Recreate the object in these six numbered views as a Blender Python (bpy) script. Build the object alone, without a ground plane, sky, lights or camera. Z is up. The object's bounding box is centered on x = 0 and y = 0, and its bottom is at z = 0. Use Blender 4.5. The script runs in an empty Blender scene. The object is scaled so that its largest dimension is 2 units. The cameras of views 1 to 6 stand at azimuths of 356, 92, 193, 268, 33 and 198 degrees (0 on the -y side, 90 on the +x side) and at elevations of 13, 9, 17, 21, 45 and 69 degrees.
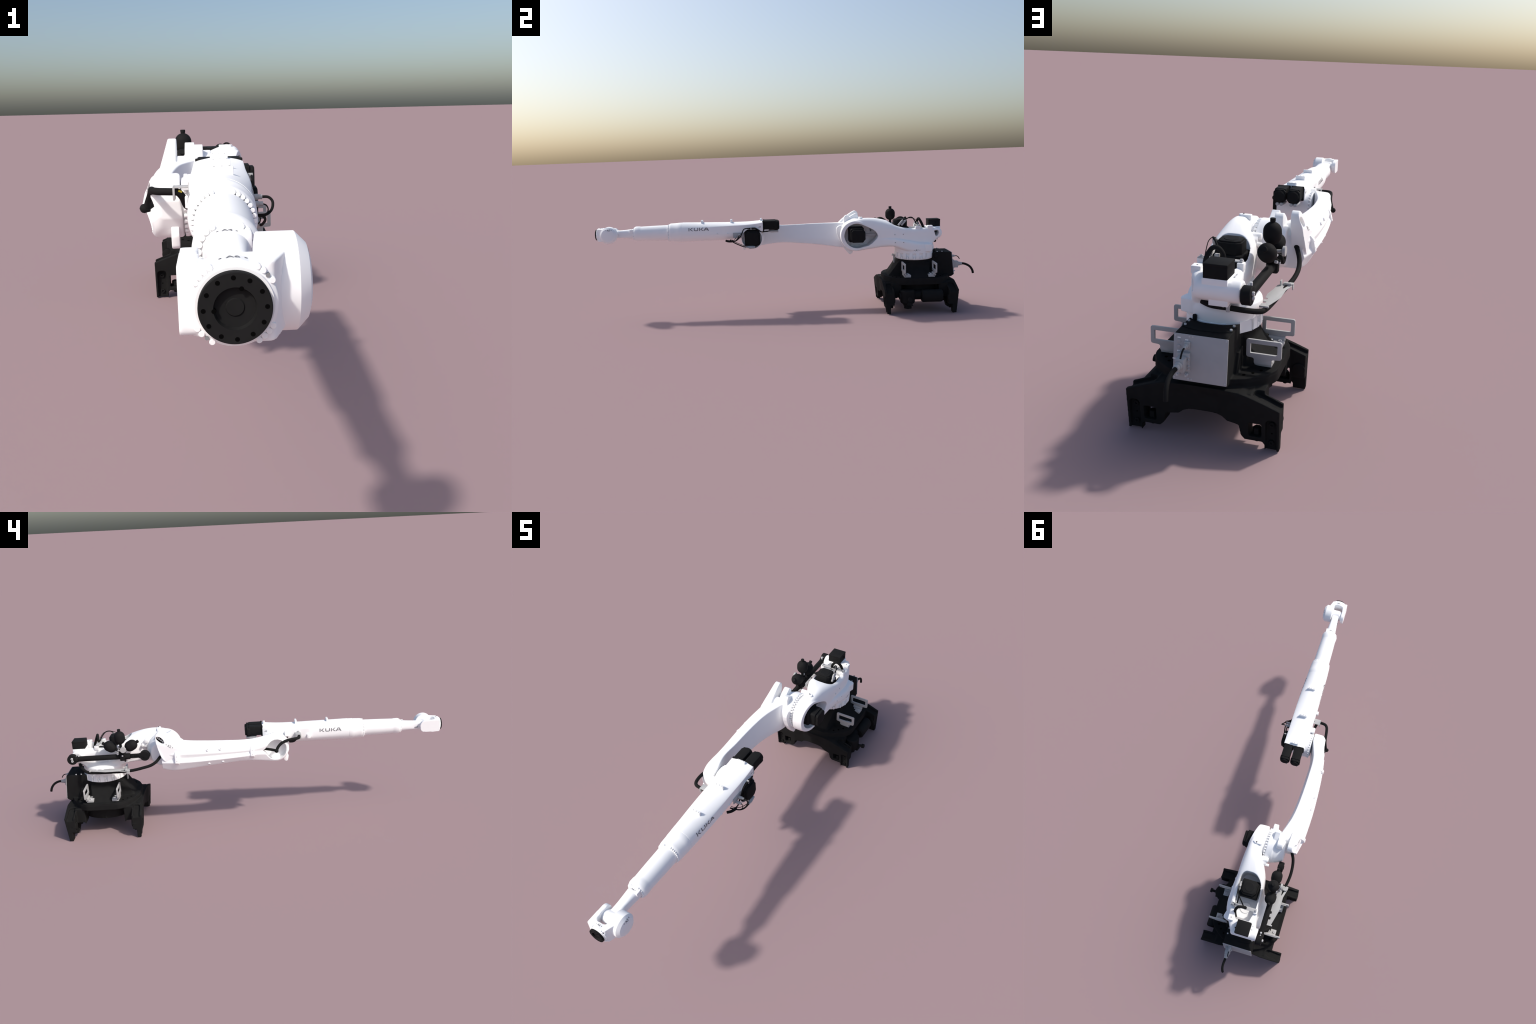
"""Six-axis industrial robot: black cast base, white carousel, link arm, forearm and wrist."""
import bpy, bmesh, math
from mathutils import Vector, Matrix
from mathutils.bvhtree import BVHTree

AX, CY = -0.018, 0.694            # mid plane of the robot (x) and turning axis (y)
A2 = Vector((0.0, 0.3865, 0.3895))  # shoulder axis (along x)
A3 = Vector((0.0, -0.163, 0.393))  # elbow axis (along x)
ZF = 0.432                        # forearm axis height
A5Y = -0.922                      # wrist bend axis (along x)
pi, cos, sin, rad = math.pi, math.cos, math.sin, math.radians

# ------------------------------------------------------------------ materials


def material(name, col, rough, noise=0.04, scale=60.0, metallic=0.0, bump=0.0, spec=0.5):
    m = bpy.data.materials.new(name)
    m.use_nodes = True
    nt = m.node_tree
    b = nt.nodes["Principled BSDF"]
    b.inputs["Roughness"].default_value = rough
    b.inputs["Metallic"].default_value = metallic
    b.inputs["Specular IOR Level"].default_value = spec
    tc = nt.nodes.new("ShaderNodeTexCoord")
    n = nt.nodes.new("ShaderNodeTexNoise")
    n.inputs["Scale"].default_value = scale
    n.inputs["Detail"].default_value = 3
    nt.links.new(tc.outputs["Object"], n.inputs["Vector"])
    r = nt.nodes.new("ShaderNodeValToRGB")
    r.color_ramp.elements[0].position = 0.3
    r.color_ramp.elements[1].position = 0.7
    r.color_ramp.elements[0].color = tuple(c * (1 - noise) for c in col) + (1,)
    r.color_ramp.elements[1].color = tuple(min(1, c * (1 + noise)) for c in col) + (1,)
    nt.links.new(n.outputs["Fac"], r.inputs["Fac"])
    nt.links.new(r.outputs["Color"], b.inputs["Base Color"])
    if bump:
        n2 = nt.nodes.new("ShaderNodeTexNoise")
        n2.inputs["Scale"].default_value = 900
        nt.links.new(tc.outputs["Object"], n2.inputs["Vector"])
        bp = nt.nodes.new("ShaderNodeBump")
        bp.inputs["Strength"].default_value = bump
        bp.inputs["Distance"].default_value = 0.0006
        nt.links.new(n2.outputs["Fac"], bp.inputs["Height"])
        nt.links.new(bp.outputs["Normal"], b.inputs["Normal"])
    return m


WHITE = material("white_paint", (0.965, 0.965, 0.965), 0.6, 0.01, 25, spec=0.03)
BLACK = material("black_cast_paint", (0.0165, 0.0165, 0.0165), 0.7, 0.08, 40, bump=0.10, spec=0.03)
MOTOR = material("black_motor_housing", (0.0160, 0.0160, 0.0162), 0.65, 0.06, 60, spec=0.04)
RUBBER = material("black_rubber_hose", (0.0165, 0.0165, 0.0165), 0.7, 0.08, 90, spec=0.04)
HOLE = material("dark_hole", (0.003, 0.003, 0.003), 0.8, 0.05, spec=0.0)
GREY = material("grey_zinc_steel", (0.44, 0.44, 0.44), 0.6, 0.03, 50, spec=0.05)
PANEL = material("grey_panel_aluminium", (0.42, 0.42, 0.43), 0.6, 0.03, 30, spec=0.05)
BOLT = material("bright_zinc_bolt", (0.55, 0.55, 0.56), 0.5, 0.04, 80, spec=0.15)
LETTER = material("grey_lettering", (0.24, 0.24, 0.25), 0.6, 0.03, 60, spec=0.03)
LABEL = material("white_label", (0.9, 0.9, 0.9), 0.6, 0.02, spec=0.03)
YELLOW = material("yellow_cable_mark", (0.75, 0.62, 0.05), 0.5, 0.04)

# ------------------------------------------------------------------ scene helpers

root = bpy.data.objects.new("industrial_robot_arm", None)
bpy.context.scene.collection.objects.link(root)
root.empty_display_size = 0.1
root.location = (AX, CY, 0)
root["label"] = "white six-axis industrial robot arm stretched out on black base"
root["category"] = "industrial robot"
ROOT_INV = Matrix.Translation((-AX, -CY, 0))


def attach(o, parent):
    o.parent = parent if parent else root
    if o.parent == root:
        o.matrix_parent_inverse = ROOT_INV
    else:
        o.matrix_parent_inverse = Matrix.Identity(4)
        # every part mesh keeps its own origin at the world origin
    return o


def shade(me, angle=35):
    me.polygons.foreach_set("use_smooth", [True] * len(me.polygons))
    me.update()
    if angle:
        try:
            me.set_sharp_from_angle(angle=rad(angle))
        except AttributeError:
            pass


def mesh_from_bm(bm, name):
    bmesh.ops.recalc_face_normals(bm, faces=bm.faces)
    me = bpy.data.meshes.new(name)
    bm.to_mesh(me)
    bm.free()
    return me


def place(name, me, mat, parent=None, angle=35, kind=None, loc=None, rot=None):
    if mat is not None:
        me.materials.clear()
        me.materials.append(mat)
    if angle is not None:
        shade(me, angle)
    o = bpy.data.objects.new(name, me)
    bpy.context.scene.collection.objects.link(o)
    attach(o, parent)
    if loc is not None:
        o.location = loc
    if rot is not None:
        o.rotation_mode = "QUATERNION"
        o.rotation_quaternion = rot
    if kind:
        o["kind"] = kind
    return o


def merge(*meshes):
    """Join meshes (not objects) into one mesh."""
    bm = bmesh.new()
    for m in meshes:
        bm.from_mesh(m)
        bpy.data.meshes.remove(m)
    me = bpy.data.meshes.new("joined")
    bm.to_mesh(me)
    bm.free()
    return me


def bevel_bm(bm, w, seg=2, angle=30):
    if w <= 0:
        return
    es = [e for e in bm.edges if len(e.link_faces) == 2 and e.calc_face_angle(0) > rad(angle)]
    bmesh.ops.bevel(bm, geom=es, offset=w, segments=seg, profile=0.5, affect="EDGES", clamp_overlap=True)


def box(x, y, z, bev=0.0012, seg=2):
    bm = bmesh.new()
    bmesh.ops.create_cube(bm, size=1)
    for v in bm.verts:
        v.co = Vector((x[0] + (v.co.x + .5) * (x[1] - x[0]), y[0] + (v.co.y + .5) * (y[1] - y[0]), z[0] + (v.co.z + .5) * (z[1] - z[0])))
    bevel_bm(bm, bev, seg)
    return mesh_from_bm(bm, "box")


def frame(axis):
    a = Vector(axis).normalized()
    up = Vector((0, 0, 1)) if abs(a.z) < 0.95 else Vector((0, 1, 0))
    u = up.cross(a).normalized()
    return u, a.cross(u).normalized(), a


def revolve(origin, axis, profile, seg=48, start=0.0):
    """profile: (distance along axis, radius) pairs, closed with end caps."""
    u, v, a = frame(axis)
    o = Vector(origin)
    bm = bmesh.new()
    rings = []
    for t, r in profile:
        rings.append([bm.verts.new(o + a * t + (u * cos(start + 2 * pi * i / seg) + v * sin(start + 2 * pi * i / seg)) * max(r, 1e-5)) for i in range(seg)])
    for A, B in zip(rings, rings[1:]):
        for i in range(seg):
            bm.faces.new((A[i], A[(i + 1) % seg], B[(i + 1) % seg], B[i]))
    bm.faces.new(rings[0])
    bm.faces.new(rings[-1])
    return mesh_from_bm(bm, "revolved")


def rod(p0, p1, r, seg=32, bev=0.0):
    p0, p1 = Vector(p0), Vector(p1)
    L = (p1 - p0).length
    pr = [(0, r), (L, r)] if bev <= 0 else [(0, r - bev), (bev * .3, r - bev * .3), (bev, r), (L - bev, r), (L - bev * .3, r - bev * .3), (L, r - bev)]
    return revolve(p0, p1 - p0, pr, seg)


def fillet(pts, r, n=5):
    """Round the corners of a closed 2D polygon (r a number or one per corner)."""
    out = []
    N = len(pts)
    for i in range(N):
        p, a, b = Vector(pts[i][:2]), Vector(pts[i - 1][:2]), Vector(pts[(i + 1) % N][:2])
        ri = pts[i][2] if len(pts[i]) > 2 else r
        d1, d2 = (a - p), (b - p)
        l = min(ri, d1.length * .49, d2.length * .49)
        if l < 1e-6:
            out.append((p.x, p.y))
            continue
        q1, q2 = p + d1.normalized() * l, p + d2.normalized() * l
        for k in range(n + 1):
            t = k / n
            q = q1 * (1 - t) ** 2 + p * 2 * t * (1 - t) + q2 * t * t
            out.append((q.x, q.y))
    return out


def prism(pts, plane, a, b, bev=0.0, fn=None):
    """Extrude a 2D polygon. plane 'yz' goes along x, 'xz' along y, 'xy' along z."""
    bm = bmesh.new()

    def P(p, h):
        q = {"yz": (h, p[0], p[1]), "xz": (p[0], h, p[1]), "xy": (p[0], p[1], h)}[plane]
        return Vector(fn(q) if fn else q)
    A = [bm.verts.new(P(p, a)) for p in pts]
    B = [bm.verts.new(P(p, b)) for p in pts]
    n = len(pts)
    for i in range(n):
        bm.faces.new((A[i], A[(i + 1) % n], B[(i + 1) % n], B[i]))
    bm.faces.new(A)
    bm.faces.new(B)
    bmesh.ops.recalc_face_normals(bm, faces=bm.faces)
    bevel_bm(bm, bev, 2, 50)
    return mesh_from_bm(bm, "prism")


def section(cx, cz, hx, hz, n, seg=48):
    out = []
    for i in range(seg):
        t = 2 * pi * i / seg
        c, s = cos(t), sin(t)
        out.append((cx + hx * math.copysign(abs(c) ** (2 / n), c), cz + hz * math.copysign(abs(s) ** (2 / n), s)))
    return out


def loft(stations, seg=56, sub=5):
    """stations: (y, xmin, xmax, zmin, zmax, squareness), smoothly joined along y."""
    dense = []
    S = stations
    for i in range(len(S) - 1):
        p0, p1, p2, p3 = S[max(i - 1, 0)], S[i], S[i + 1], S[min(i + 2, len(S) - 1)]
        for k in range(sub):
            t = k / sub
            dense.append([.5 * (2 * b + (c - a) * t + (2 * a - 5 * b + 4 * c - d) * t * t + (3 * b - a - 3 * c + d) * t ** 3) for a, b, c, d in zip(p0, p1, p2, p3)])
    dense.append(list(S[-1]))
    bm = bmesh.new()
    rings = [[bm.verts.new((p[0], y, p[1])) for p in section((x0 + x1) / 2, (z0 + z1) / 2, (x1 - x0) / 2, (z1 - z0) / 2, max(n, 1.8), seg)] for y, x0, x1, z0, z1, n in dense]
    for A, B in zip(rings, rings[1:]):
        for i in range(seg):
            bm.faces.new((A[i], A[(i + 1) % seg], B[(i + 1) % seg], B[i]))
    bm.faces.new(rings[0])
    bm.faces.new(rings[-1])
    return mesh_from_bm(bm, "loft")


def spline(pts, sub=8):
    P = [Vector(p) for p in pts]
    out = []
    for i in range(len(P) - 1):
        p0, p1, p2, p3 = P[max(i - 1, 0)], P[i], P[i + 1], P[min(i + 2, len(P) - 1)]
        for k in range(sub):
            t = k / sub
            out.append(.5 * (2 * p1 + (p2 - p0) * t + (2 * p0 - 5 * p1 + 4 * p2 - p3) * t * t + (3 * p1 - p0 - 3 * p2 + p3) * t ** 3))
    out.append(P[-1])
    return out


def tube(pts, r, seg=16, sub=8, smooth=True):
    path = spline(pts, sub) if smooth else [Vector(p) for p in pts]
    bm = bmesh.new()
    rings = []
    u = None
    for i, p in enumerate(path):
        t = (path[min(i + 1, len(path) - 1)] - path[max(i - 1, 0)]).normalized()
        if u is None:
            u = frame(t)[0]
        u = (u - t * u.dot(t)).normalized()
        v = t.cross(u)
        rings.append([bm.verts.new(p + (u * cos(2 * pi * k / seg) + v * sin(2 * pi * k / seg)) * r) for k in range(seg)])
    for A, B in zip(rings, rings[1:]):
        for k in range(seg):
            bm.faces.new((A[k], A[(k + 1) % seg], B[(k + 1) % seg], B[k]))
    bm.faces.new(rings[0])
    bm.faces.new(rings[-1])
    return mesh_from_bm(bm, "tube")


def modified(me, *mods):
    """Run modifiers over a mesh and return the new mesh. mods: (type, {settings})."""
    o = bpy.data.objects.new("work", me)
    bpy.context.scene.collection.objects.link(o)
    for kind, kw in mods:
        m = o.modifiers.new(kind, kind)
        for k, v in kw.items():
            setattr(m, k, v)
    dg = bpy.context.evaluated_depsgraph_get()
    dg.update()
    new = bpy.data.meshes.new_from_object(o.evaluated_get(dg), depsgraph=dg)
    bpy.data.objects.remove(o)
    bpy.data.meshes.remove(me)
    return new


def cut(me, *cutters):
    """Boolean difference."""
    for c in cutters:
        co = bpy.data.objects.new("cutter", c)
        bpy.context.scene.collection.objects.link(co)
        me = modified(me, ("BOOLEAN", dict(operation="DIFFERENCE", object=co, solver="MANIFOLD")))
        bpy.data.objects.remove(co)
        bpy.data.meshes.remove(c)
    return me


def fuse(me, *others):
    """Crisp boolean union."""
    for c in others:
        co = bpy.data.objects.new("other", c)
        bpy.context.scene.collection.objects.link(co)
        me = modified(me, ("BOOLEAN", dict(operation="UNION", object=co, solver="MANIFOLD")))
        bpy.data.objects.remove(co)
        bpy.data.meshes.remove(c)
    return me


def ring_loft(rings):
    """Closed skin over rings of equal point count, capped at both ends."""
    bm = bmesh.new()
    R = [[bm.verts.new(p) for p in r] for r in rings]
    for A, B in zip(R, R[1:]):
        n = len(A)
        for i in range(n):
            bm.faces.new((A[i], A[(i + 1) % n], B[(i + 1) % n], B[i]))
    bm.faces.new(R[0])
    bm.faces.new(R[-1])
    bmesh.ops.triangulate(bm, faces=[f for f in bm.faces if len(f.verts) > 4])
    return mesh_from_bm(bm, "ring_loft")


def between(stations, sub=5):
    """Catmull-Rom interpolation of rows of numbers."""
    out = []
    S = stations
    for i in range(len(S) - 1):
        p0, p1, p2, p3 = S[max(i - 1, 0)], S[i], S[i + 1], S[min(i + 2, len(S) - 1)]
        for k in range(sub):
            t = k / sub
            out.append([.5 * (2 * b + (c - a) * t + (2 * a - 5 * b + 4 * c - d) * t * t + (3 * b - a - 3 * c + d) * t ** 3) for a, b, c, d in zip(p0, p1, p2, p3)])
    return out + [list(S[-1])]


def cast(pieces, cutters=(), voxel=0.0016, smooth=4):
    """One casting: fuse overlapping solids, cut pockets, round everything a little."""
    me = merge(*pieces)
    me = modified(me, ("REMESH", dict(mode="VOXEL", voxel_size=voxel)))
    if cutters:
        me = cut(me, *cutters)
        me = modified(me, ("REMESH", dict(mode="VOXEL", voxel_size=voxel)))
    return modified(me, ("SMOOTH", dict(factor=0.5, iterations=smooth)))


# shared repeat meshes -------------------------------------------------------


def screw_mesh(r, h, socket=True, hexagon=False, mat=BOLT):
    """Head standing on z = 0, pointing to +z."""
    seg = 6 if hexagon else 20
    b = min(r, h) * 0.18
    prof = [(0, r), (h - b, r), (h, r - b)]
    if socket:
        prof += [(h, r * .55), (h * .45, r * .5)]
    me = revolve((0, 0, 0), (0, 0, 1), prof, seg)
    me.materials.append(mat)
    shade(me, 30)
    return me


_screws = {}


def screw(name, loc, direction, r, h, parent, mat=BOLT, socket=True, hexagon=False):
    key = (round(r, 5), round(h, 5), mat.name, socket, hexagon)
    if key not in _screws:
        _screws[key] = screw_mesh(r, h, socket, hexagon, mat)
    o = bpy.data.objects.new(name, _screws[key])
    bpy.context.scene.collection.objects.link(o)
    attach(o, parent)
    o.location = loc
    o.rotation_mode = "QUATERNION"
    o.rotation_quaternion = Vector(direction).to_track_quat("Z", "Y")
    return o


def on_surface(me, target, direction, lift, flat=True):
    """Press a thin mesh onto the target mesh along a direction (both in world space)."""
    bm = bmesh.new()
    bm.from_mesh(target)
    tree = BVHTree.FromBMesh(bm)
    bm.free()
    d = Vector(direction).normalized()
    missed, depths = [], []
    for v in me.vertices:
        base = v.co - d * v.co.dot(d)
        hit = tree.ray_cast(base - d * 1.2, d)
        if hit[0] is not None:
            v.co = hit[0] - d * lift
            depths.append(v.co.dot(d))
        else:
            missed.append(v)
    for v in missed:
        v.co = v.co + d * (sum(depths) / max(1, len(depths)) - v.co.dot(d))
    me.update()
    return me


def skin_at(me, point, direction):
    """Where a ray along direction first meets the mesh."""
    bm = bmesh.new()
    bm.from_mesh(me)
    hit = BVHTree.FromBMesh(bm).ray_cast(Vector(point), Vector(direction))[0]
    bm.free()
    return hit


def fine(me, size):
    bm = bmesh.new()
    bm.from_mesh(me)
    bpy.data.meshes.remove(me)
    bmesh.ops.triangulate(bm, faces=bm.faces)
    for _ in range(5):
        es = [e for e in bm.edges if e.calc_length() > size]
        if not es:
            break
        bmesh.ops.subdivide_edges(bm, edges=es, cuts=1)
        bmesh.ops.triangulate(bm, faces=bm.faces)
    return mesh_from_bm(bm, "fine")


def flat_letters(strokes):
    """strokes: list of 2D polygons -> flat mesh in the xy plane."""
    bm = bmesh.new()
    for poly in strokes:
        bm.faces.new([bm.verts.new((x, y, 0)) for x, y in poly])
    me = bpy.data.meshes.new("letters")
    bm.to_mesh(me)
    bm.free()
    return me


def text_mesh(body, size):
    cu = bpy.data.curves.new("label_text", "FONT")
    cu.body = body
    cu.size = size
    cu.align_x, cu.align_y = "CENTER", "CENTER"
    cu.offset = size * 0.02
    cu.resolution_u = 3
    o = bpy.data.objects.new("label_text", cu)
    bpy.context.scene.collection.objects.link(o)
    dg = bpy.context.evaluated_depsgraph_get()
    me = bpy.data.meshes.new_from_object(o.evaluated_get(dg), depsgraph=dg)
    bpy.data.objects.remove(o)
    bpy.data.curves.remove(cu)
    return me


def stamp(name, me, origin, right, up, target, parent, mat=LETTER, grid=0.003, lift=0.0005):
    """Lay flat lettering (xy plane) at a place of a surface, facing right x up."""
    r, u = Vector(right), Vector(up)
    nrm = r.cross(u).normalized()
    M = Matrix((r, u, nrm)).transposed().to_4x4()
    M.translation = Vector(origin)
    me = fine(me, grid)
    me.transform(M)
    on_surface(me, target, -nrm, lift)
    return place(name, me, mat, parent, angle=None)


def ring_of(n, y0, axis_point, radius, skip=()):
    return [(2 * pi * i / n) for i in range(n) if i not in skip]


# ================================================================== BASE
def base():
    pcs, cuts = [], []
    # front / rear wall as a row of columns: (u, bottom, top), curved in plan, feet at both ends
    half = [(0.0, .079, .152), (.036, .078, .152), (.052, .072, .152), (.064, .062, .152), (.080, .0615, .152), (.097, .061, .1515), (.103, .032, .1505), (.113, .022, .148),
            (.135, .022, .1415), (.158, .022, .1335), (.164, .0145, .1315), (.1641, 0, .1313), (.172, 0, .1285), (.202, 0, .117)]
    cols = [(-u, a, b) for u, a, b in reversed(half[1:])] + half
    soft = lambda t: (lambda c: c * c * (3 - 2 * c))(min(1, max(0, t)))
    for s in (-1, 1):
        rings = []
        for u, a, b in cols:
            r = []
            zs = [a + (b - a) * k / 6 for k in range(7)]
            hollow = .011 * (1 - soft((abs(u) - .045) / .065))
            for z in zs:
                r.append((AX + u, CY + s * (.175 + .012 * min(z / .116, 1.0) - hollow * soft((.172 - z) / .05)), z))
            for z in reversed(zs):
                r.append((AX + u, CY + s * (.100 if abs(u) < .1 else .137), z))
            rings.append(r)
        pcs.append(ring_loft(rings))
        # slimmer heel below the thick part of each leg, round boss behind the slot
        for k in (-1, 1):
            cuts.append(box((AX + k * .183 - .0225, AX + k * .183 + .05) if k > 0 else (AX - .183 - .05, AX - .183 + .0225), (CY + s * .09, CY + s * .156) if s > 0 else (CY - .156, CY - .09), (-.01, .044), 0))
            # window with the levelling bolt
            w = fillet([(AX + k * u, z) for u, z in ((.123, .034), (.156, .034), (.156, .073), (.123, .073))], .005)
            cuts.append(prism(w, "xz", CY + s * .10, CY + s * .22))
            # slot with two bolts
            w = fillet([(AX + k * u, z, r) for u, z, r in ((.167, -.01, 0), (.195, -.01, 0), (.195, .089, .012), (.167, .089, .012))], .01)
            cuts.append(prism(w, "xz", CY + s * .168, CY + s * .22, 0))
            # trough along the top of the leg
            tr = fillet([(AX + k * .128, CY + s * .141, .015), (AX + k * .215, CY + s * .146, 0), (AX + k * .215, CY + s * .177, 0), (AX + k * .128, CY + s * .172, .015)], .01)

            def slope(q, k=k):
                u = abs(q[0] - AX)
                return (q[0], q[1], q[2] + .1415 - (u - .135) * .37)
            cuts.append(prism(tr, "xy", -.010, .08, 0, slope))
    # turning bowl, flange discs
    pcs.append(revolve((AX, CY, 0), (0, 0, 1), [(.078, .10), (.080, .134), (.120, .141), (.145, .150), (.15, .15)], 64))
    plan = [(.169, .078), (.150, .113), (.104, .150), (.052, .170)]
    plan = plan + [(-u, v) for u, v in reversed(plan)]
    plan = plan + [(-u, -v) for u, v in plan]
    for grow, z0, z1 in ((0, .140, .1645), (-.004, .162, .168), (-.001, .166, .1735)):
        pcs.append(prism(fillet([(AX + u * (1 + grow / .17), CY + v * (1 + grow / .17)) for u, v in plan], .012), "xy", z0, z1))
    # webs joining flange to walls, bosses on the walls
    for s in (-1, 1):
        pcs.append(box((AX - .125, AX + .125), (CY + s * .13 - .045, CY + s * .13 + .045), (.110, .148), 0))
        for k in (-1, 1):
            x = AX + k * .118
            pcs.append(box((x - .035, x + .035), (CY + s * .125 - .03, CY + s * .125 + .03), (.066, .145), 0))
    for k in (-1, 1):
        pcs.append(box((AX + k * .12 - .018, AX + k * .12 + .018), (CY - .003, CY + .003), (.080, .15), 0))
    # upper cover: cone with flank and front lobes
    pcs.append(revolve((AX, CY, 0), (0, 0, 1), [(.165, .094), (.175, .090), (.185, .087), (.262, .087)], 64))
    for k in (-1, 1):
        # flank saddle: steep under the ring, then running out to the flange edge
        rows = between([(.05, .255, .064), (.082, .242, .063), (.090, .220, .061), (.118, .194, .057), (.145, .177, .054), (.1675, .1650, .052)], 4)
        pcs.append(ring_loft([[(AX + k * d, CY - w - .022, .160), (AX + k * d, CY + w + .022, .160), (AX + k * d, CY + w + .020, min(z, .178)), (AX + k * d, CY + w, z), (AX + k * d, CY - w, z), (AX + k * d, CY - w - .020, min(z, .178))] for d, z, w in rows]))
    rows = between([(.05, .258, .066), (.085, .252, .066), (.115, .213, .062), (.145, .172, .058)], 4)
    pcs.append(ring_loft([[(AX - w - .012, CY - d, .160), (AX + w + .012, CY - d, .160), (AX + w, CY - d, z), (AX - w, CY - d, z)] for d, z, w in rows]))
    # junction housing at the back, leaning, with sloped top edge
    prof = [(CY + .05, .160), (CY + .180, .160), (CY + .1925, .169), (CY + .1805, .2895), (CY + .075, .2895), (CY + .05, .26)]
    pcs.append(prism(prof, "yz", AX - .0675, AX + .0675))
    pcs.append(prism([(CY + .08, .16), (CY + .14, .16), (CY + .115, .225), (CY + .08, .23)], "yz", AX - .077, AX + .077))
    # room for the turning column
    cuts.append(revolve((AX, CY, 0), (0, 0, 1), [(.2575, .106), (.33, .106)], 64))
    me = cast(pcs, cuts, .0017, 2)
    b = place("base_frame", me, BLACK, angle=40)

    for s in (-1, 1):
        for k in (-1, 1):
            x = AX + k * .1405
            y = CY + s * .157
            screw("levelling_bolt", (x, y, .033), (0, 0, 1), .0118, .018, b, MOTOR, False, True)
            place("washer", revolve((x, y, .0305), (0, 0, 1), [(0, .0150), (.003, .0150)], 24), MOTOR, b)
            place("bolt_tip", revolve((x, y, .012), (0, 0, 1), [(0, .006), (.012, .0085)], 16), MOTOR, b)
            place("leg_boss", rod((AX + k * .183, CY + s * .160, .072), (AX + k * .183, CY + s * .1335, .072), .0195, 28, .002), BLACK, b)
            for z in (.071, .020):
                screw("foot_bolt", (AX + k * .181, CY + s * .1665, z), (0, s, 0), .0075, .006, b, MOTOR, True, True)
            place("pin_hole", rod((AX + k * .181, CY + s * .166, .045), (AX + k * .181, CY + s * .1683, .045), .0022, 12), HOLE, b)
            # flange holes
            for a in (36, 45, 54):
                t = rad(a)
                place("flange_hole", rod((AX + k * .160 * cos(t), CY + s * .160 * sin(t), .171), (AX + k * .160 * cos(t), CY + s * .160 * sin(t), .1742), .0042, 14), HOLE, b)

    # fork pockets
    for k in (-1, 1):
        for s in (-1, 1):
            y = CY + s * .079

            def X(u):
                return AX + k * u
            outer = fillet([(X(u), z) for u, z in ((.085, .202), (.106, .200), (.106, .184), (.152, .184), (.152, .200), (.178, .202), (.178, .251), (.085, .251))], .006)
            me = prism(outer, "xz", y - .003, y + .003, .0006)
            win = fillet([(X(u), z) for u, z in ((.096, .213), (.167, .213), (.167, .240), (.096, .240))], .002)
            me = cut(me, prism(win, "xz", y - .01, y + .01))
            yi = y - s * .034
            ya, yb = sorted((y - s * .002, yi))
            xa, xb = sorted((X(.106), X(.152)))
            foot = box((xa, xb), (ya, yb), (.1765, .189), .0015)
            bend = rod((xa, y - s * .004, .190), (xb, y - s * .004, .190), .007, 20)
            p = place("fork_pocket", merge(me, foot, bend), GREY, b)
            for u in (.116, .142):
                screw("bolt", (X(u), y - s * .022, .189), (0, 0, 1), .0055, .005, p, BOLT, True, False)

    # connector panel
    zc = (.170, .2885)
    yl = lambda z: CY + .1815 + (.2895 - z) * (.0115 / .1175)
    bm = bmesh.new()
    outl = fillet([(AX - .0695, zc[0]), (AX + .0695, zc[0]), (AX + .0695, zc[1]), (AX - .0695, zc[1])], .002, 3)
    me = prism(outl, "xz", 0, .0022, .0004, lambda q: (q[0], yl(q[2]) + q[1] - .0002, q[2]))
    bm.free()
    pan = place("connector_panel", me, PANEL, b)
    place("panel_seam", prism([(AX + .0245, .178), (AX + .0252, .178), (AX + .0252, .288), (AX + .0245, .288)], "xz", 0, .0003, 0, lambda q: (q[0], yl(q[2]) + q[1] + .0019, q[2])), GREY, pan)
    for x in (-.065, .065, .021, .029):
        for z in (.176, .284):
            screw("panel_screw", (AX + x, yl(z) + .0018, z), (0, 1, .1), .0022, .0012, pan, BOLT, True)
    for x, z in ((.056, .279), (.036, .275), (.056, .245), (.067, .224)):
        place("printed_label", prism([(AX + x - .004, z - .0015), (AX + x + .004, z - .0015), (AX + x + .004, z + .0015), (AX + x - .004, z + .0015)], "xz", 0, .0004, 0, lambda q: (q[0], yl(q[2]) + q[1] + .0019, q[2])), LABEL, pan)
    for x, z in ((.056, .270), (.056, .256)):
        place("blind_plug", rod((AX + x, yl(z) + .0015, z), (AX + x, yl(z) + .0035, z), .0055, 24, .0005), PANEL, pan)
    for x, z in ((.055, .187), (.033, .187)):
        screw("ground_stud", (AX + x, yl(z) + .001, z), (0, 1, 0), .005, .006, pan, BOLT, False, True)
        place("stud_tip", rod((AX + x, yl(z) + .005, z), (AX + x, yl(z) + .012, z), .0025, 12), BOLT, pan)
    # big plug with elbow gland and cut hose
    plug = merge(box((.007, .040), (.8815, .893), (.198, .245), .002), box((.012, .036), (.888, .915), (.203, .238), .003),
                 rod((.025, .91, .222), (.025, .924, .2225), .0105, 24, .001), rod((.025, .92, .2225), (.025, .935, .2220), .0085, 20, .001))
    place("power_plug", plug, GREY, pan)
    for z in (.204, .212, .229, .237):
        screw("plug_screw", (.0085, .8925, z), (0, 1, 0), .0024, .003, pan, BOLT, True)
    place("power_cable", tube([(.025, .930, .2222), (.026, .945, .222), (.028, .962, .216), (.028, .978, .205), (.026, .990, .188), (.0245, .9955, .170)], .0058, 18), RUBBER, pan)
    sm = merge(box((.008, .023), (.879, .886), (.255, .272), .001), rod((.0155, .884, .263), (.0155, .897, .263), .0058, 20, .0006), rod((.0155, .895, .263), (.0155, .904, .263), .004, 18, .0004))
    place("data_plug", sm, GREY, pan)
    place("data_cable", tube([(.0155, .902, .263), (.0155, .910, .2625), (.0155, .919, .257), (.016, .926, .246)], .0022, 12), RUBBER, pan)

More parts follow.
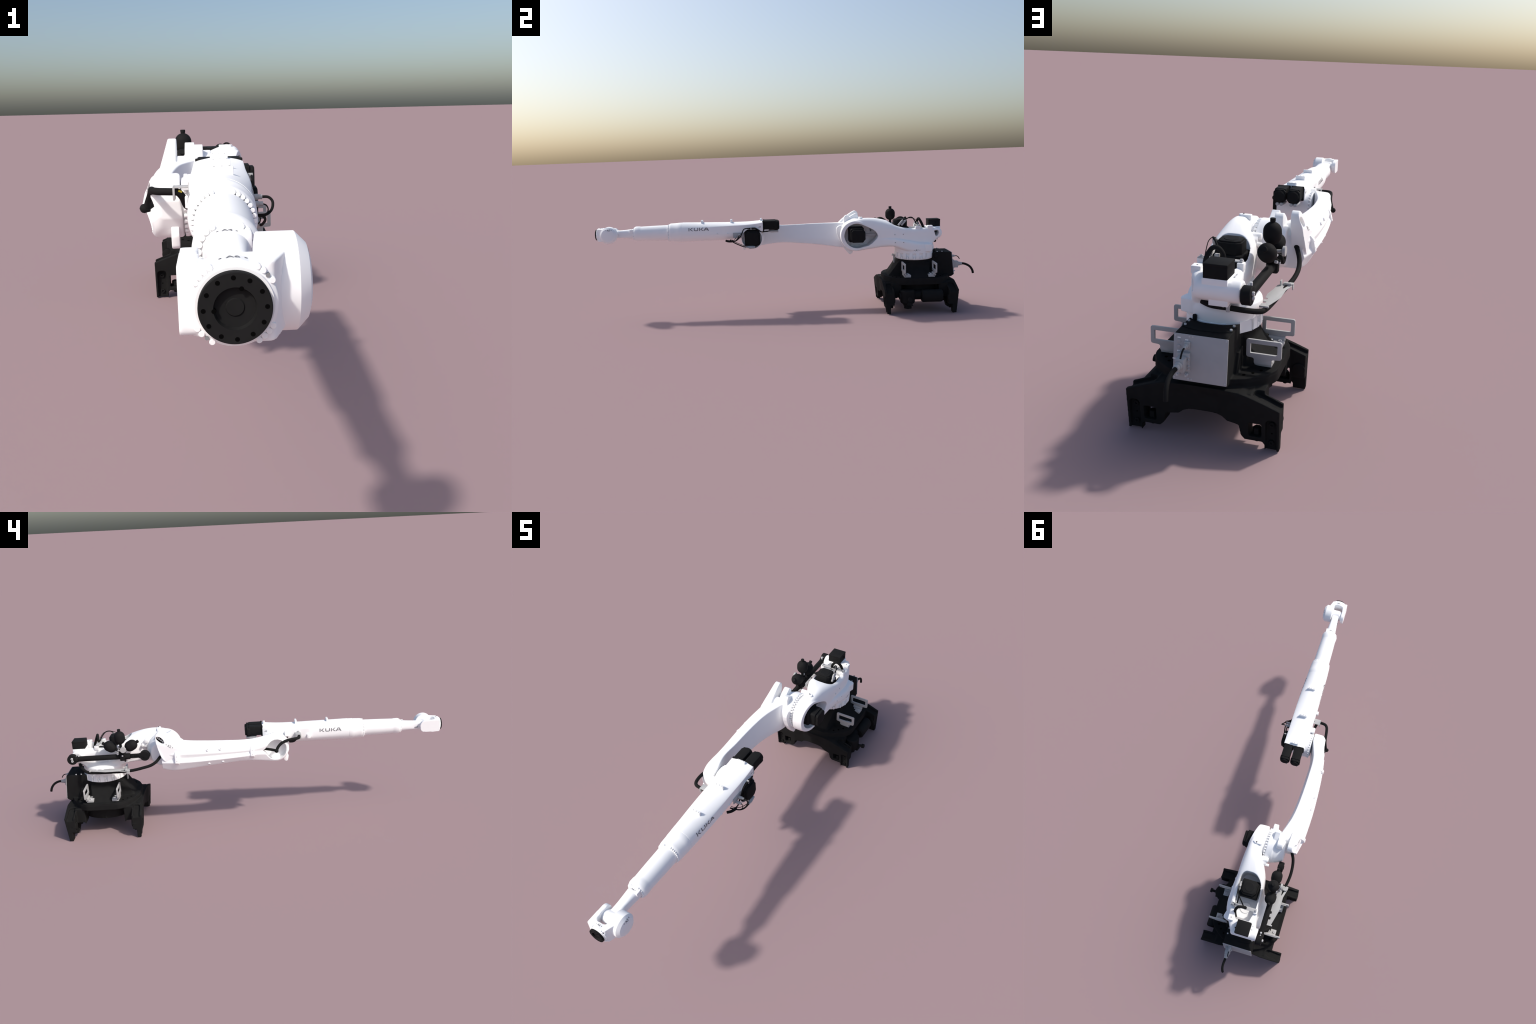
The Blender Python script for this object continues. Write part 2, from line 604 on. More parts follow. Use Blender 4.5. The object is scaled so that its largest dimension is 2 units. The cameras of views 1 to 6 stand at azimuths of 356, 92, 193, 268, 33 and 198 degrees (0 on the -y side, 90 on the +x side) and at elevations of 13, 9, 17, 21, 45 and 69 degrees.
    # top cover plate and bolts on the junction housing
    cov = fillet([(AX - .066, CY + .143, .004), (AX - .066, CY + .098, .004), (AX - .03, CY + .108, .02), (AX + .03, CY + .108, .02), (AX + .066, CY + .098, .004), (AX + .066, CY + .143, .004), (AX + .03, CY + .155, .03), (AX - .03, CY + .155, .03)], .004)
    place("cover_plate", prism(cov, "xy", .2885, .2912, .0006), BLACK, b)
    for x, y in ((-.060, .109), (-.060, .134), (.060, .109), (.060, .134)):
        screw("bolt", (AX + x, CY + y, .2910), (0, 0, 1), .0034, .004, b, BOLT, True)
    place("vent_plug", revolve((AX + .050, CY + .094, .288), (0, 0, 1), [(0, .0055), (.014, .0055), (.016, .0045)], 20), MOTOR, b)
    place("cable_gland", rod((AX + .066, CY + .098, .272), (AX + .080, CY + .098, .272), .008, 20, .002), MOTOR, b)

    # gear motor slung under the +x side
    gx, gy = .152, .627
    g = merge(revolve((gx, gy, 0), (0, 0, 1), [(.046, .026), (.050, .033), (.058, .037), (.112, .037), (.116, .034)], 40),
              revolve((gx, gy + .002, 0), (0, 0, 1), [(.021, .019), (.036, .019), (.038, .024), (.048, .024)], 28),
              rod((gx - .02, gy, .085), (gx - .02, gy + .085, .085), .024, 32),
              rod((gx, .585, .085), (gx, .60, .085), .018, 24))
    gm = place("base_gearbox", g, MOTOR, b)
    place("base_motor", revolve((.150, .698, .083), (0, 1, 0), [(0, .026), (.006, .0325), (.098, .0325), (.104, .030), (.106, .026)], 44), MOTOR, b)
    place("valve", merge(rod((gx + .02, gy + .001, .070), (gx + .058, gy + .001, .078), .0065, 16, .0008), revolve((gx + .056, gy + .001, .078), (1, 0, .1), [(0, .011), (.012, .011)], 10),
                         prism([(.615, .045), (.650, .040), (.640, .056), (.622, .062)], "yz", gx + .024, gx + .040, .001)), MOTOR, gm)
    return b


# ================================================================== CAROUSEL
def teardrop(cy, cz, r, tip, n=28):
    """Circle joined by tangents to a rounded tip at distance tip along +y."""
    a0 = math.acos(r / tip) * 0.96
    pts = [(cy + r * cos(t), cz + r * sin(t)) for t in [a0 + (2 * pi - 2 * a0) * i / n for i in range(n + 1)]]
    pts += [(cy + tip - .012, cz - .010), (cy + tip - .003, cz - .004), (cy + tip, cz), (cy + tip - .003, cz + .004), (cy + tip - .012, cz + .010)]
    return pts


def carousel():
    body = loft([(.385, -.012, .058, .3065, .474, 3.2), (.42, -.012, .060, .311, .479, 3.0), (.46, -.022, .064, .319, .4785, 2.8), (.50, -.043, .067, .327, .473, 2.8),
                 (.55, -.064, .068, .330, .459, 3.2), (.60, -.071, .067, .322, .436, 4.5), (.65, -.072, .065, .300, .4235, 6), (.70, -.074, .061, .290, .4205, 7),
                 (.75, -.080, .052, .300, .4205, 7), (.785, -.086, .042, .338, .4205, 6), (.818, -.090, .024, .366, .415, 4), (.826, -.088, .016, .374, .408, 3)])
    shoulder = revolve((-.012, A2.y, A2.z), (1, 0, 0), [(0, .082), (.0015, .0843), (.030, .0843), (.046, .0825), (.060, .0780), (.070, .072)], 72)
    tail = revolve((-.100, .806, .387), (1, 0, 0), [(0, .0265), (.002, .0285), (.115, .0285), (.122, .022)], 48)
    col = revolve((AX, CY, 0), (0, 0, 1), [(.262, .0935), (.288, .0935), (.290, .1005), (.318, .102), (.330, .099), (.342, .086), (.352, .07)], 72)
    foot = prism(fillet([(.03, .66), (.075, .735), (.081, .757), (.078, .768), (.05, .776), (0, .78), (0, .66)], .004), "xy", .300, .338)
    belly = loft([(.395, -.010, .058, .310, .40, 4), (.45, -.02, .063, .317, .39, 4), (.52, -.045, .070, .326, .385, 4), (.58, -.065, .077, .325, .378, 4), (.64, -.085, .0825, .300, .366, 4), (.70, -.095, .083, .29, .352, 4), (.76, -.07, .062, .30, .345, 4)])
    pocket = fillet([(.030, .548, .015), (-.020, .548, .02), (-.054, .58, .03), (-.062, .64), (-.062, .705), (-.047, .768), (.016, .768), (.037, .70), (.047, .62), (.046, .57, .02)], .012)
    c1 = prism(pocket, "xy", .362, .55)
    drop = [(A2.y + .064 * cos(rad(t)), .389 + .064 * sin(rad(t))) for t in range(66, 300, 6)] + [(.445, .3385), (.462, .350), (.478, .364), (.489, .377), (.4935, .388), (.490, .399), (.479, .413), (.463, .4245), (.445, .4335), (.430, .4405)]
    c2 = prism(drop, "yz", -.020, .12)
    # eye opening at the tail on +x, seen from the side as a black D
    c3 = prism(fillet([(.787, .403), (.812, .405, .01), (.818, .39, .01), (.808, .374, .01), (.797, .372), ], .002), "yz", -.03, .05)
    # outer face of the shoulder runs inwards to the front
    c4 = prism([(.0275, .275), (.0655, .455), (.13, .455), (.13, .275)], "xy", .25, .55)
    shell = cast([body, shoulder, tail, col, foot, belly], [c1, c2, c3, c4], .0017, 3)
    c = place("carousel", shell, WHITE, angle=45)

    place("pointer_bracket", merge(box((-.024, -.008), (.574, .600), (.272, .276), .0006), box((-.024, -.019), (.584, .590), (.232, .274), .0008), box((-.013, -.008), (.584, .590), (.232, .274), .0008), rod((-.016, .582, .27), (-.016, .582, .281), .004, 12)), GREY, c)
    # pockets around the foot of the column: bolts between little ribs
    lower = revolve((AX, CY, 0), (0, 0, 1), [(.2555, .090), (.2575, .0945), (.262, .096), (.27, .096)], 72)
    place("column_foot", lower, WHITE, c)
    for i in range(18):
        a = rad(-90 + 20 * i)
        wide = .0175 if abs(((math.degrees(a) + 10 - 90 + 180) % 360) - 180) > 50 else .037
        d = Vector((cos(a), sin(a), 0))
        t = Vector((-sin(a), cos(a), 0))
        o = Vector((AX, CY, 0))
        bm = bmesh.new()
        bmesh.ops.create_cube(bm, size=1)
        for v in bm.verts:
            v.co = o + d * (.0965 + v.co.x * .0095) + t * v.co.y * (wide - .003 * v.co.z) + Vector((0, 0, .2765 + v.co.z * .029))
        bevel_bm(bm, .0012, 2)
        rot = Matrix.Translation(o) @ Matrix.Rotation(rad(10), 4, "Z") @ Matrix.Translation(-o)
        me = mesh_from_bm(bm, "rib")
        me.transform(rot)
        place("column_rib", me, WHITE, c)
        screw("column_bolt", o + d * .0975 + Vector((0, 0, .2605)), (0, 0, 1), .0045, .012, c, WHITE, False)
    stamp("axis_label", text_mesh("• A1 •", .014), (AX + .1, .690, .3085), (0, 1, 0), (0, 0, 1), shell, c)

    # flank screws and tail bores
    for y, z in ((.579, .392), (.622, .393), (.579, .352), (.622, .352)):
        x = skin_at(shell, (.2, y, z), (-1, 0, 0)).x
        screw("flank_boss", (x - .006, y, z), (1, 0, 0), .0046, .0085, c, WHITE, False)
        place("thread_hole", rod((x, y, z), (x + .0029, y, z), .0019, 12), HOLE, c)
    for z in (.381, .397):
        screw("tail_bolt", (-.028, .806, z), (1, 0, 0), .006, .012, c, BOLT, True)
    place("bore_dark_plate", prism([(.786, .37), (.82, .37), (.82, .406), (.786, .406)], "yz", -.0305, -.0285), HOLE, c)
    # pads beside the pocket
    for x, y, w, l in ((.044, .700, .022, .024), (.033, .766, .026, .026), (-.066, .712, .018, .02)):
        place("mounting_pad", box((x - w / 2, x + w / 2), (y - l / 2, y + l / 2), (.41, .431), .0015), WHITE, c)
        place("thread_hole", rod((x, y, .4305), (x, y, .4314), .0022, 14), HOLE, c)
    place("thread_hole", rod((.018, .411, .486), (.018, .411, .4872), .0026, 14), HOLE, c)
    place("lifting_pad", prism(fillet([(-.006, .418), (.026, .418), (.034, .408), (.028, .40), (-.006, .40)], .003), "xy", .47, .484, .001), WHITE, c)
    # cross bar
    bar = merge(box((-.070, .052), (.700, .716), (.4315, .4345), .0008), box((-.006, .006), (.704, .716), (.4335, .447), .001), box((-.03, -.012), (.706, .716), (.425, .434), .001))
    place("cross_bar", bar, GREY, c)
    for x in (.044, -.066):
        screw("bolt", (x, .708, .4343), (0, 0, 1), .0042, .005, c, BOLT, True)

    # turning motor inside the pocket
    mx, my = -.010, .618
    oct_ = [(mx - .036, my - .022), (mx - .024, my - .034), (mx + .024, my - .034), (mx + .036, my - .022), (mx + .036, my + .022), (mx + .024, my + .034), (mx - .024, my + .034), (mx - .036, my + .022)]
    m = merge(box((mx - .043, mx + .043), (my - .040, my + .040), (.38, .428), .005), prism(fillet(oct_, .002, 2), "xy", .42, .461, .002),
              prism(fillet([(mx + (x_ - mx) * .88, my + (y_ - my) * .88) for x_, y_ in oct_], .003, 2), "xy", .455, .4655, .002),
              revolve((mx, my, .4645), (0, 0, 1), [(0, .022), (.0022, .020)], 32))
    place("turning_motor", m, MOTOR, c)
    place("gear_cover", revolve((AX + .008, .700, .3605), (0, 0, 1), [(0, .026), (.004, .026), (.006, .024)], 40), WHITE, c)
    for dx, dy in ((0, 0), (.006, .016)):
        place("motor_plug", merge(rod((.036, .602 + dy, .436), (.033, .622 + dy, .458), .0052, 18, .0008), rod((.034, .615 + dy, .450), (.0325, .627 + dy, .464), .0042, 16, .0006)), GREY, c)
    place("motor_cable", tube([(.033, .638, .463), (.030, .656, .474), (.018, .676, .474), (.004, .692, .458), (-.006, .704, .437)], .0028, 12), RUBBER, c)
    place("signal_cable", tube([(.033, .624, .464), (.034, .650, .472), (.034, .68, .470), (.033, .70, .455), (.034, .716, .425)], .0013, 8), RUBBER, c)
    place("pocket_cable", tube([(.036, .60, .436), (.034, .64, .41), (.030, .68, .40), (.030, .72, .395)], .0028, 10), RUBBER, c)
    place("loop_hose", tube([(-.018, .708, .425), (-.016, .709, .447), (-.006, .712, .462), (.004, .7145, .4655), (.014, .718, .460), (.023, .727, .440), (.025, .738, .41), (.022, .75, .37)], .0065, 16), RUBBER, c)
    # black connection box on a white plinth
    place("plinth", box((-.0665, -.0005), (.762, .829), (.40, .4205), .0015), WHITE, c)
    place("connection_box", merge(box((-.0665, -.0035), (.7675, .829), (.4195, .452), .0022), box((-.067, -.003), (.767, .8295), (.4505, .4585), .0022)), MOTOR, c)
    place("box_gland", rod((-.004, .806, .440), (.002, .806, .440), .0035, 14), MOTOR, c)
    for y in (.775, .79):
        screw("bolt", (-.075, y, .4195), (0, 0, 1), .0028, .002, c, WHITE, True)
    # block below the tail, clamping the hose
    place("hose_block", box((-.066, -.016), (.792, .822), (.348, .366), .0015), WHITE, c)
    for x in (-.025, -.037, -.050):
        place("hose_clip", box((x - .003, x + .003), (.795, .812), (.342, .350), .001), GREY, c)
    place("hose_clamp", merge(box((-.068, -.058), (.790, .812), (.331, .35), .002)), GREY, c)
    # shoulder stop lug on the -x flank
    lug = merge(rod((-.02, .470, .436), (-.055, .470, .436), .0105, 24, .002), prism(fillet([(.455, .40), (.49, .408), (.492, .43), (.47, .447), (.456, .440)], .004), "yz", -.048, -.02, .002), rod((-.03, .489, .417), (-.062, .489, .417), .0065, 18, .002))
    place("stop_lug", lug, WHITE, c)

    # shoulder motor in the teardrop pocket
    y, z = A2.y, .393
    m = merge(box((-.0, .050), (y - .043, y + .036), (z - .037, z + .042), .006, 1),
              prism(fillet([(y - .030, z + .036), (y - .036, z + .030), (y - .036, z - .02), (y - .026, z - .036), (y + .026, z - .036), (y + .040, z - .020), (y + .040, z + .018), (y + .026, z + .036)], .003), "yz", .045, .078, .002),
              prism(fillet([(y - .026, z + .030), (y - .032, z + .022), (y - .032, z - .022), (y - .022, z - .034), (y + .026, z - .034), (y + .036, z - .020), (y + .036, z + .014), (y + .024, z + .030)], .003), "yz", .075, .092, .003))
    place("shoulder_motor", m, MOTOR, c)
    place("motor_plug", box((.02, .034), (y + .035, y + .098), (.386, .398), .002), GREY, c)
    for t in range(0, 360, 24):
        a = rad(t)
        screw("bolt", (-.0095, y + .057 * cos(a), .389 + .057 * sin(a)), (1, 0, 0), .0038, .006, c, WHITE, True)
    return c


# ================================================================== BALANCER
def balancer():
    x, z = -.116, .3865
    end, tip = .822, .474
    b = merge(rod((x, .580, z), (x, .797, z), .0130, 32, .001), rod((x, .795, z), (x, .812, z), .0155, 32, .003),
              revolve((x - .0125, end, z), (1, 0, 0), [(0, .0225), (.002, .0245), (.023, .0245), (.025, .0225)], 48))
    cyl = place("balance_cylinder", b, MOTOR)
    for dz in (-.0058, .0062):
        screw("bolt", (x - .0120, end + dz * .1, z + dz), (-1, 0, 0), .0055, .006, cyl, BOLT, True)
    place("grease_nipple", merge(rod((x, .792, z + .012), (x, .792, z + .024), .0042, 12, .0005), rod((x, .803, z + .012), (x, .803, z + .017), .003, 12)), BOLT, cyl)
    # valve block and neck
    blk = merge(box((x - .019, x + .015), (.570, .592), (z - .017, z + .017), .003), rod((x, .545, z), (x, .580, z), .0145, 28, .001), box((x - .012, x + .010), (.566, .573), (z - .024, z + .02), .002),
                rod((x, .585, z + .01), (x, .585, .415), .009, 20), box((x - .012, x + .012), (.573, .597), (.400, .424), .003), box((x - .022, x - .008), (.566, .58), (.395, .403), .001))
    place("valve_block", blk, MOTOR, cyl)
    for p, d in (((x - .012, .592, .420), (-.5, .4, .6)), ((x - .012, .598, .406), (-.8, .3, 0)), ((x - .014, .578, .398), (-1, 0, -.2)), ((x + .004, .592, .43), (0, .4, 1))):
        screw("fitting", p, d, .0045, .009, cyl, BOLT, False, True)
    place("pressure_gauge", merge(rod((x - .010, .572, .428), (x - .028, .570, .430), .005, 14), revolve((x - .026, .570, .430), (-1, 0, 0), [(0, .0125), (.0015, .0145), (.0085, .0145), (.0095, .0135)], 32)), GREY, cyl)
    # bellows and rod end
    prof = [(0, .010)]
    for i in range(14):
        prof += [(.002 + i * .0032, .0118), (.0036 + i * .0032, .0096)]
    prof += [(.0475, .010)]
    place("bellows", revolve((x, .5015, z), (0, 1, 0), prof, 28), RUBBER, cyl)
    e = merge(rod((x, .488, z), (x, .503, z), .0125, 24, .002), revolve((x - .0125, tip, z), (1, 0, 0), [(0, .022), (.002, .0245), (.023, .0245), (.025, .022)], 48),
              revolve((x - .015, tip, z), (1, 0, 0), [(0, .009), (.03, .009)], 24))
    place("rod_end", e, MOTOR, cyl)
    # accumulators
    hub = Vector((x + .001, .585, .411))
    for ang, L in ((0, .071), (60, .0575), (-60, .0575)):
        d = Vector((0, sin(rad(ang)), cos(rad(ang))))
        R, H = .0258, .0062
        prof = [(-L + .005, .006), (-H - R - .001, .0065)]
        for i in range(0, 9):
            t = -pi / 2 + .26 + (pi / 2 - .26) * i / 8
            prof.append((-H + R * sin(t), R * cos(t)))
        for i in range(0, 9):
            t = (pi / 2 - .3) * i / 8
            prof.append((H + R * sin(t), R * cos(t)))
        prof += [(H + R, .0062), (H + R + .001, .0062), (H + R + .001, .0075), (H + R + .0095, .0078), (H + R + .0105, .0068)]
        place("accumulator", revolve(hub + d * L, d, prof, 40), MOTOR, cyl, angle=40)
    return cyl


# ================================================================== ARM
def link_arm():
    # sections: inner wall, narrow flat top, sloping outer face, step, ledge, undercut lower face
    # rows: y, inner bottom x, inner top x, top z, outer top edge x and drop, step x, step z's, ledge x, ledge z, bottom x, bottom z
    keys = [(.389, -.086, -.090, .428, -.140, .004, -.165, .398, .382, -.170, .360, -.146, .323), (.345, -.066, -.076, .446, -.146, .006, -.173, .400, .381, -.180, .361, -.150, .314), (.310, -.067, -.084, .447, -.150, .006, -.178, .400, .381, -.187, .362, -.155, .315),
            (.245, -.084, -.104, .4465, -.156, .007, -.182, .400, .382, -.191, .364, -.160, .323), (.180, -.096, -.114, .4455, -.160, .007, -.184, .400, .385, -.193, .367, -.162, .331), (.100, -.103, -.1195, .4435, -.161, .007, -.184, .4005, .388, -.192, .371, -.162, .3385),
            (0, -.107, -.122, .4415, -.158, .006, -.180, .401, .391, -.187, .376, -.158, .3455), (-.07, -.107, -.121, .447, -.153, .005, -.174, .405, .394, -.179, .380, -.153, .341), (-.12, -.098, -.110, .4545, -.149, .005, -.169, .420, .394, -.171, .374, -.147, .334),
            (-.163, -.090, -.096, .4585, -.145, .005, -.165, .425, .393, -.1660, .361, -.142, .328), (-.192, -.090, -.095, .451, -.141, .004, -.158, .423, .393, -.160, .364, -.137, .335), (-.213, -.090, -.094, .435, -.136, .003, -.149, .416, .393, -.151, .371, -.132, .351),
            (-.2265, -.090, -.094, .411, -.126, .001, -.134, .406, .393, -.135, .382, -.12, .376)]
    rings = []
    for y, xi, xt, zt, xc, dz, x1, za, zb, xo, zc, xb, z0 in between(keys, 5):
        xc, dz, xb = xc - .006, dz * .7, xb - .010
        r = fillet([(xi, z0, .008), (xi, z0 + (zt - z0) * .25, .01), (xt, zt, .004), (xc, zt - dz, .010), (x1, za, .0025), (x1 + .004, zb, .0015), (xo, zc, .0025), (xb, z0, .010)], .004, 4)
        rings.append([(px, y, pz) for px, pz in r])
    body = ring_loft(rings)
    drum = revolve((-.030, A2.y, A2.z), (-1, 0, 0), [(0, .079), (.002, .0815), (.031, .0815), (.036, .078), (.046, .076), (.07, .067), (.085, .058)], 72)
    far = prism(fillet([(.285, .42), (.325, .462), (.366, .492, .012), (.394, .508, .012), (.411, .497, .012), (.4125, .468, .012), (.400, .425, .02), (.389, .388, .02), (.372, .366, .01), (.33, .372), (.29, .39)], .01), "yz", -.151, -.127, 0, lambda q: (q[0] - (min(.022, max(0, .485 - q[2]) * .45) if q[0] < -.14 else 0), q[1], q[2]))
    near = prism(fillet([(.33, .43), (.35, .470), (.370, .484, .01), (.392, .496, .012), (.408, .486, .012), (.410, .462), (.395, .42), (.38, .40), (.34, .40)], .008), "yz", -.103, -.076)
    dog = prism(fillet([(.328, .44), (.329, .480), (.340, .491), (.349, .485), (.372, .473), (.39, .46), (.39, .43)], .004), "yz", -.078, -.052)
    web = prism(fillet([(.30, .42), (.335, .458), (.355, .460), (.372, .44), (.38, .40)], .01), "yz", -.14, -.09)
    # crescent stop on the drum
    arc_o = [(.300, .436), (.289, .428), (.2865, .415), (.289, .395), (.303, .353), (.323, .317), (.349, .285), (.360, .281), (.371, .290), (.373, .303)]
    arc_i = [(.361, .318), (.345, .330), (.325, .362), (.316, .40), (.318, .43), (.309, .437)]
    stop = prism(fillet(arc_o + arc_i, .002, 2), "yz", -.054, -.031)
    # elbow pocket on the outside (tip towards the shoulder), oval bolt recess in the clevis
    p = teardrop(A3.y, .391, .050, .066)
    c1 = prism(p, "yz", -.30, -.118)
    ov = [(.389 + .0235 * cos(t) * .755 + .0125 * sin(t) * .65, .470 + .0235 * cos(t) * .655 - .0125 * sin(t) * .755) for t in [2 * pi * i / 28 for i in range(28)]]
    c2 = prism(ov, "yz", -.20, -.140)
    me = cast([body, drum, far, near, dog, web, stop], [c1, c2], .0016, 3)
    a = place("link_arm", me, WHITE, angle=45)
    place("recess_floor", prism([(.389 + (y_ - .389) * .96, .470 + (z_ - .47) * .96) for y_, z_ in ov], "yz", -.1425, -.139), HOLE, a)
    for t in (-.0155, -.0052, .0052, .0155):
        screw("clevis_bolt", (-.1425, .389 + t * .755, .470 + t * .655), (-1, 0, 0), .0042, .003, a, BOLT, True)
    # white bolts around the shoulder drum
    gear = revolve((-.009, A2.y, A2.z), (-1, 0, 0), [(0, .077), (.004, .077), (.004, .070), (.023, .070)], 64)
    place("shoulder_gear", gear, WHITE, a)
    for i in range(36):
        t = 2 * pi * i / 36
        screw("shoulder_bolt", (-.0305, A2.y + .0752 * cos(t), A2.z + .0752 * sin(t)), (1, 0, 0), .0046, .009, a, WHITE, True)
    # clips and flank bosses
    for y, prof in ((.3145, [(-.155, .350), (-.184, .352), (-.193, .362), (-.1885, .384), (-.1845, .402), (-.174, .414), (-.155, .41)]),
                    (-.046, [(-.150, .362), (-.178, .364), (-.187, .376), (-.1825, .393), (-.1785, .408), (-.171, .421), (-.150, .420)])):
        place("cable_clip", prism(fillet(prof, .003, 3), "xz", y - .0095, y + .0095, .002), WHITE, a)
        for q in (2, 3):
            xm, zm = (prof[q][0] + prof[q + 1][0]) / 2, (prof[q][1] + prof[q + 1][1]) / 2
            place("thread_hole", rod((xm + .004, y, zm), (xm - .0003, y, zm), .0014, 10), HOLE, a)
    for y, z in ((.166, .414), (.105, .415), (.163, .351), (.097, .357)):
        up = z > .4
        nrm = Vector((-.80, 0, .60)) if up else Vector((-.62, 0, -.78))
        top = Vector((-.1755 if up else -.179, y, z)) + nrm * .0065
        place("flank_boss", rod(top - nrm * .014, top, .0062, 18, .0015), WHITE, a)
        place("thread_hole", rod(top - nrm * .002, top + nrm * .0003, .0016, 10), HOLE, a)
    place("elbow_tab", prism(fillet([(-.192, .356), (-.204, .318), (-.2135, .3125), (-.221, .318), (-.2255, .341), (-.214, .368)], .005), "yz", -.1145, -.0985, .002), WHITE, a)
    stamp("axis_label", text_mesh("• A2 •", .016), (-.25, .346, .442), (0, -.88, -.47), (0, -.47, .88), me, a)
    # hoses: elbow and shoulder
    place("elbow_hose", tube([(-.140, -.085, .397), (-.148, -.105, .396), (-.156, -.135, .393), (-.166, -.164, .389)], .0065, 16), RUBBER, a)
    place("hose_joint", revolve((-.170, -.163, .389), (1, 0, 0), [(-.0098, .001), (-.008, .0055), (-.005, .0085), (0, .0098), (.005, .0085), (.012, .007)], 24), RUBBER, a)
    place("forearm_hose", tube([(-.166, -.164, .389), (-.160, -.172, .405), (-.153, -.190, .421), (-.149, -.215, .431), (-.146, -.240, .435), (-.141, -.262, .436), (-.130, -.275, .436), (-.110, -.279, .4355), (-.095, -.278, .434), (-.086, -.270, .422), (-.080, -.255, .405), (-.07, -.235, .40)], .0070, 16), RUBBER, a)
    place("cable_mark", tube([(-.0935, -.2840, .4375), (-.088, -.280, .4345)], .0022, 8, smooth=False), YELLOW, a)
    place("shoulder_hose", tube([(-.143, .385, .392), (-.150, .398, .384), (-.160, .417, .365), (-.166, .445, .350), (-.168, .482, .341), (-.165, .515, .333), (-.159, .549, .3265), (-.152, .60, .322), (-.146, .68, .320), (-.140, .740, .3205), (-.128, .765, .324), (-.100, .787, .332), (-.066, .803, .340), (-.02, .805, .342), (.01, .795, .346)], .0072, 16), RUBBER, a)
    place("hose_joint", revolve((-.145, .388, .392), (0, -1, .2), [(-.006, .001), (-.004, .0075), (0, .0095), (.006, .0095), (.009, .007)], 20), RUBBER, a)
    # hose guide plate under the balancer
    pl = [(-.126, .744), (-.143, .742), (-.163, .664), (-.163, .60), (-.172, .565), (-.165, .556), (-.140, .556), (-.131, .570), (-.129, .600), (-.122, .646), (-.124, .676), (-.132, .678), (-.132, .688), (-.1245, .690), (-.125, .703), (-.134, .705), (-.134, .715), (-.125, .717)]
    g = merge(prism(pl, "xy", .3275, .3295, .0004), box((-.174, -.145), (.546, .562), (.3285, .3335), .001), box((-.174, -.1715), (.546, .562), (.316, .331), .0006), box((-.170, -.150), (.560, .568), (.329, .337), .001),
              box((-.143, -.139), (.560, .575), (.329, .344), .001), box((-.150, -.125), (.738, .744), (.3275, .332), .0006))
    place("hose_guide", g, GREY, a)
    return a


# ================================================================== FOREARM
KUKA_H = .0168


def letters():
    """Four wide block letters, cell width 1.55 of the height, on the xy plane, height 1."""
    t = .235
    K = [[(0, 0), (t * 1.1, 0), (t * 1.1, 1), (0, 1)], [(.36, .5), (.98, 1), (1.36, 1), (.66, .47), (.52, .5)], [(.36, .5), (.66, .55), (1.40, 0), (1.02, 0)]]
    U = [[(0, 1), (0, .28), (.10, .09), (.32, 0), (.30, t), (t * 1.1, .32), (t * 1.1, 1)], [(.32, 0), (1.0, 0), (1.02, t), (.30, t)], [(1.0, 0), (1.22, .09), (1.32, .28), (1.32, 1), (1.32 - t * 1.1, 1), (1.32 - t * 1.1, .32), (1.02, t)]]
    A = [[(0, 0), (.32, 0), (.88, .80), (.92, 1), (.66, 1)], [(.92, 1), (.88, .80), (1.36, 0), (1.70, 0), (1.14, 1)], [(.46, .20), (1.24, .20), (1.13, .40), (.60, .40)]]
    out, x = [], 0
    for g, w in ((K, 1.62), (U, 1.60), (K, 1.30), (A, 1.70)):
        out += [[(x + px, py) for px, py in s] for s in g]
        x += w
    return out, x


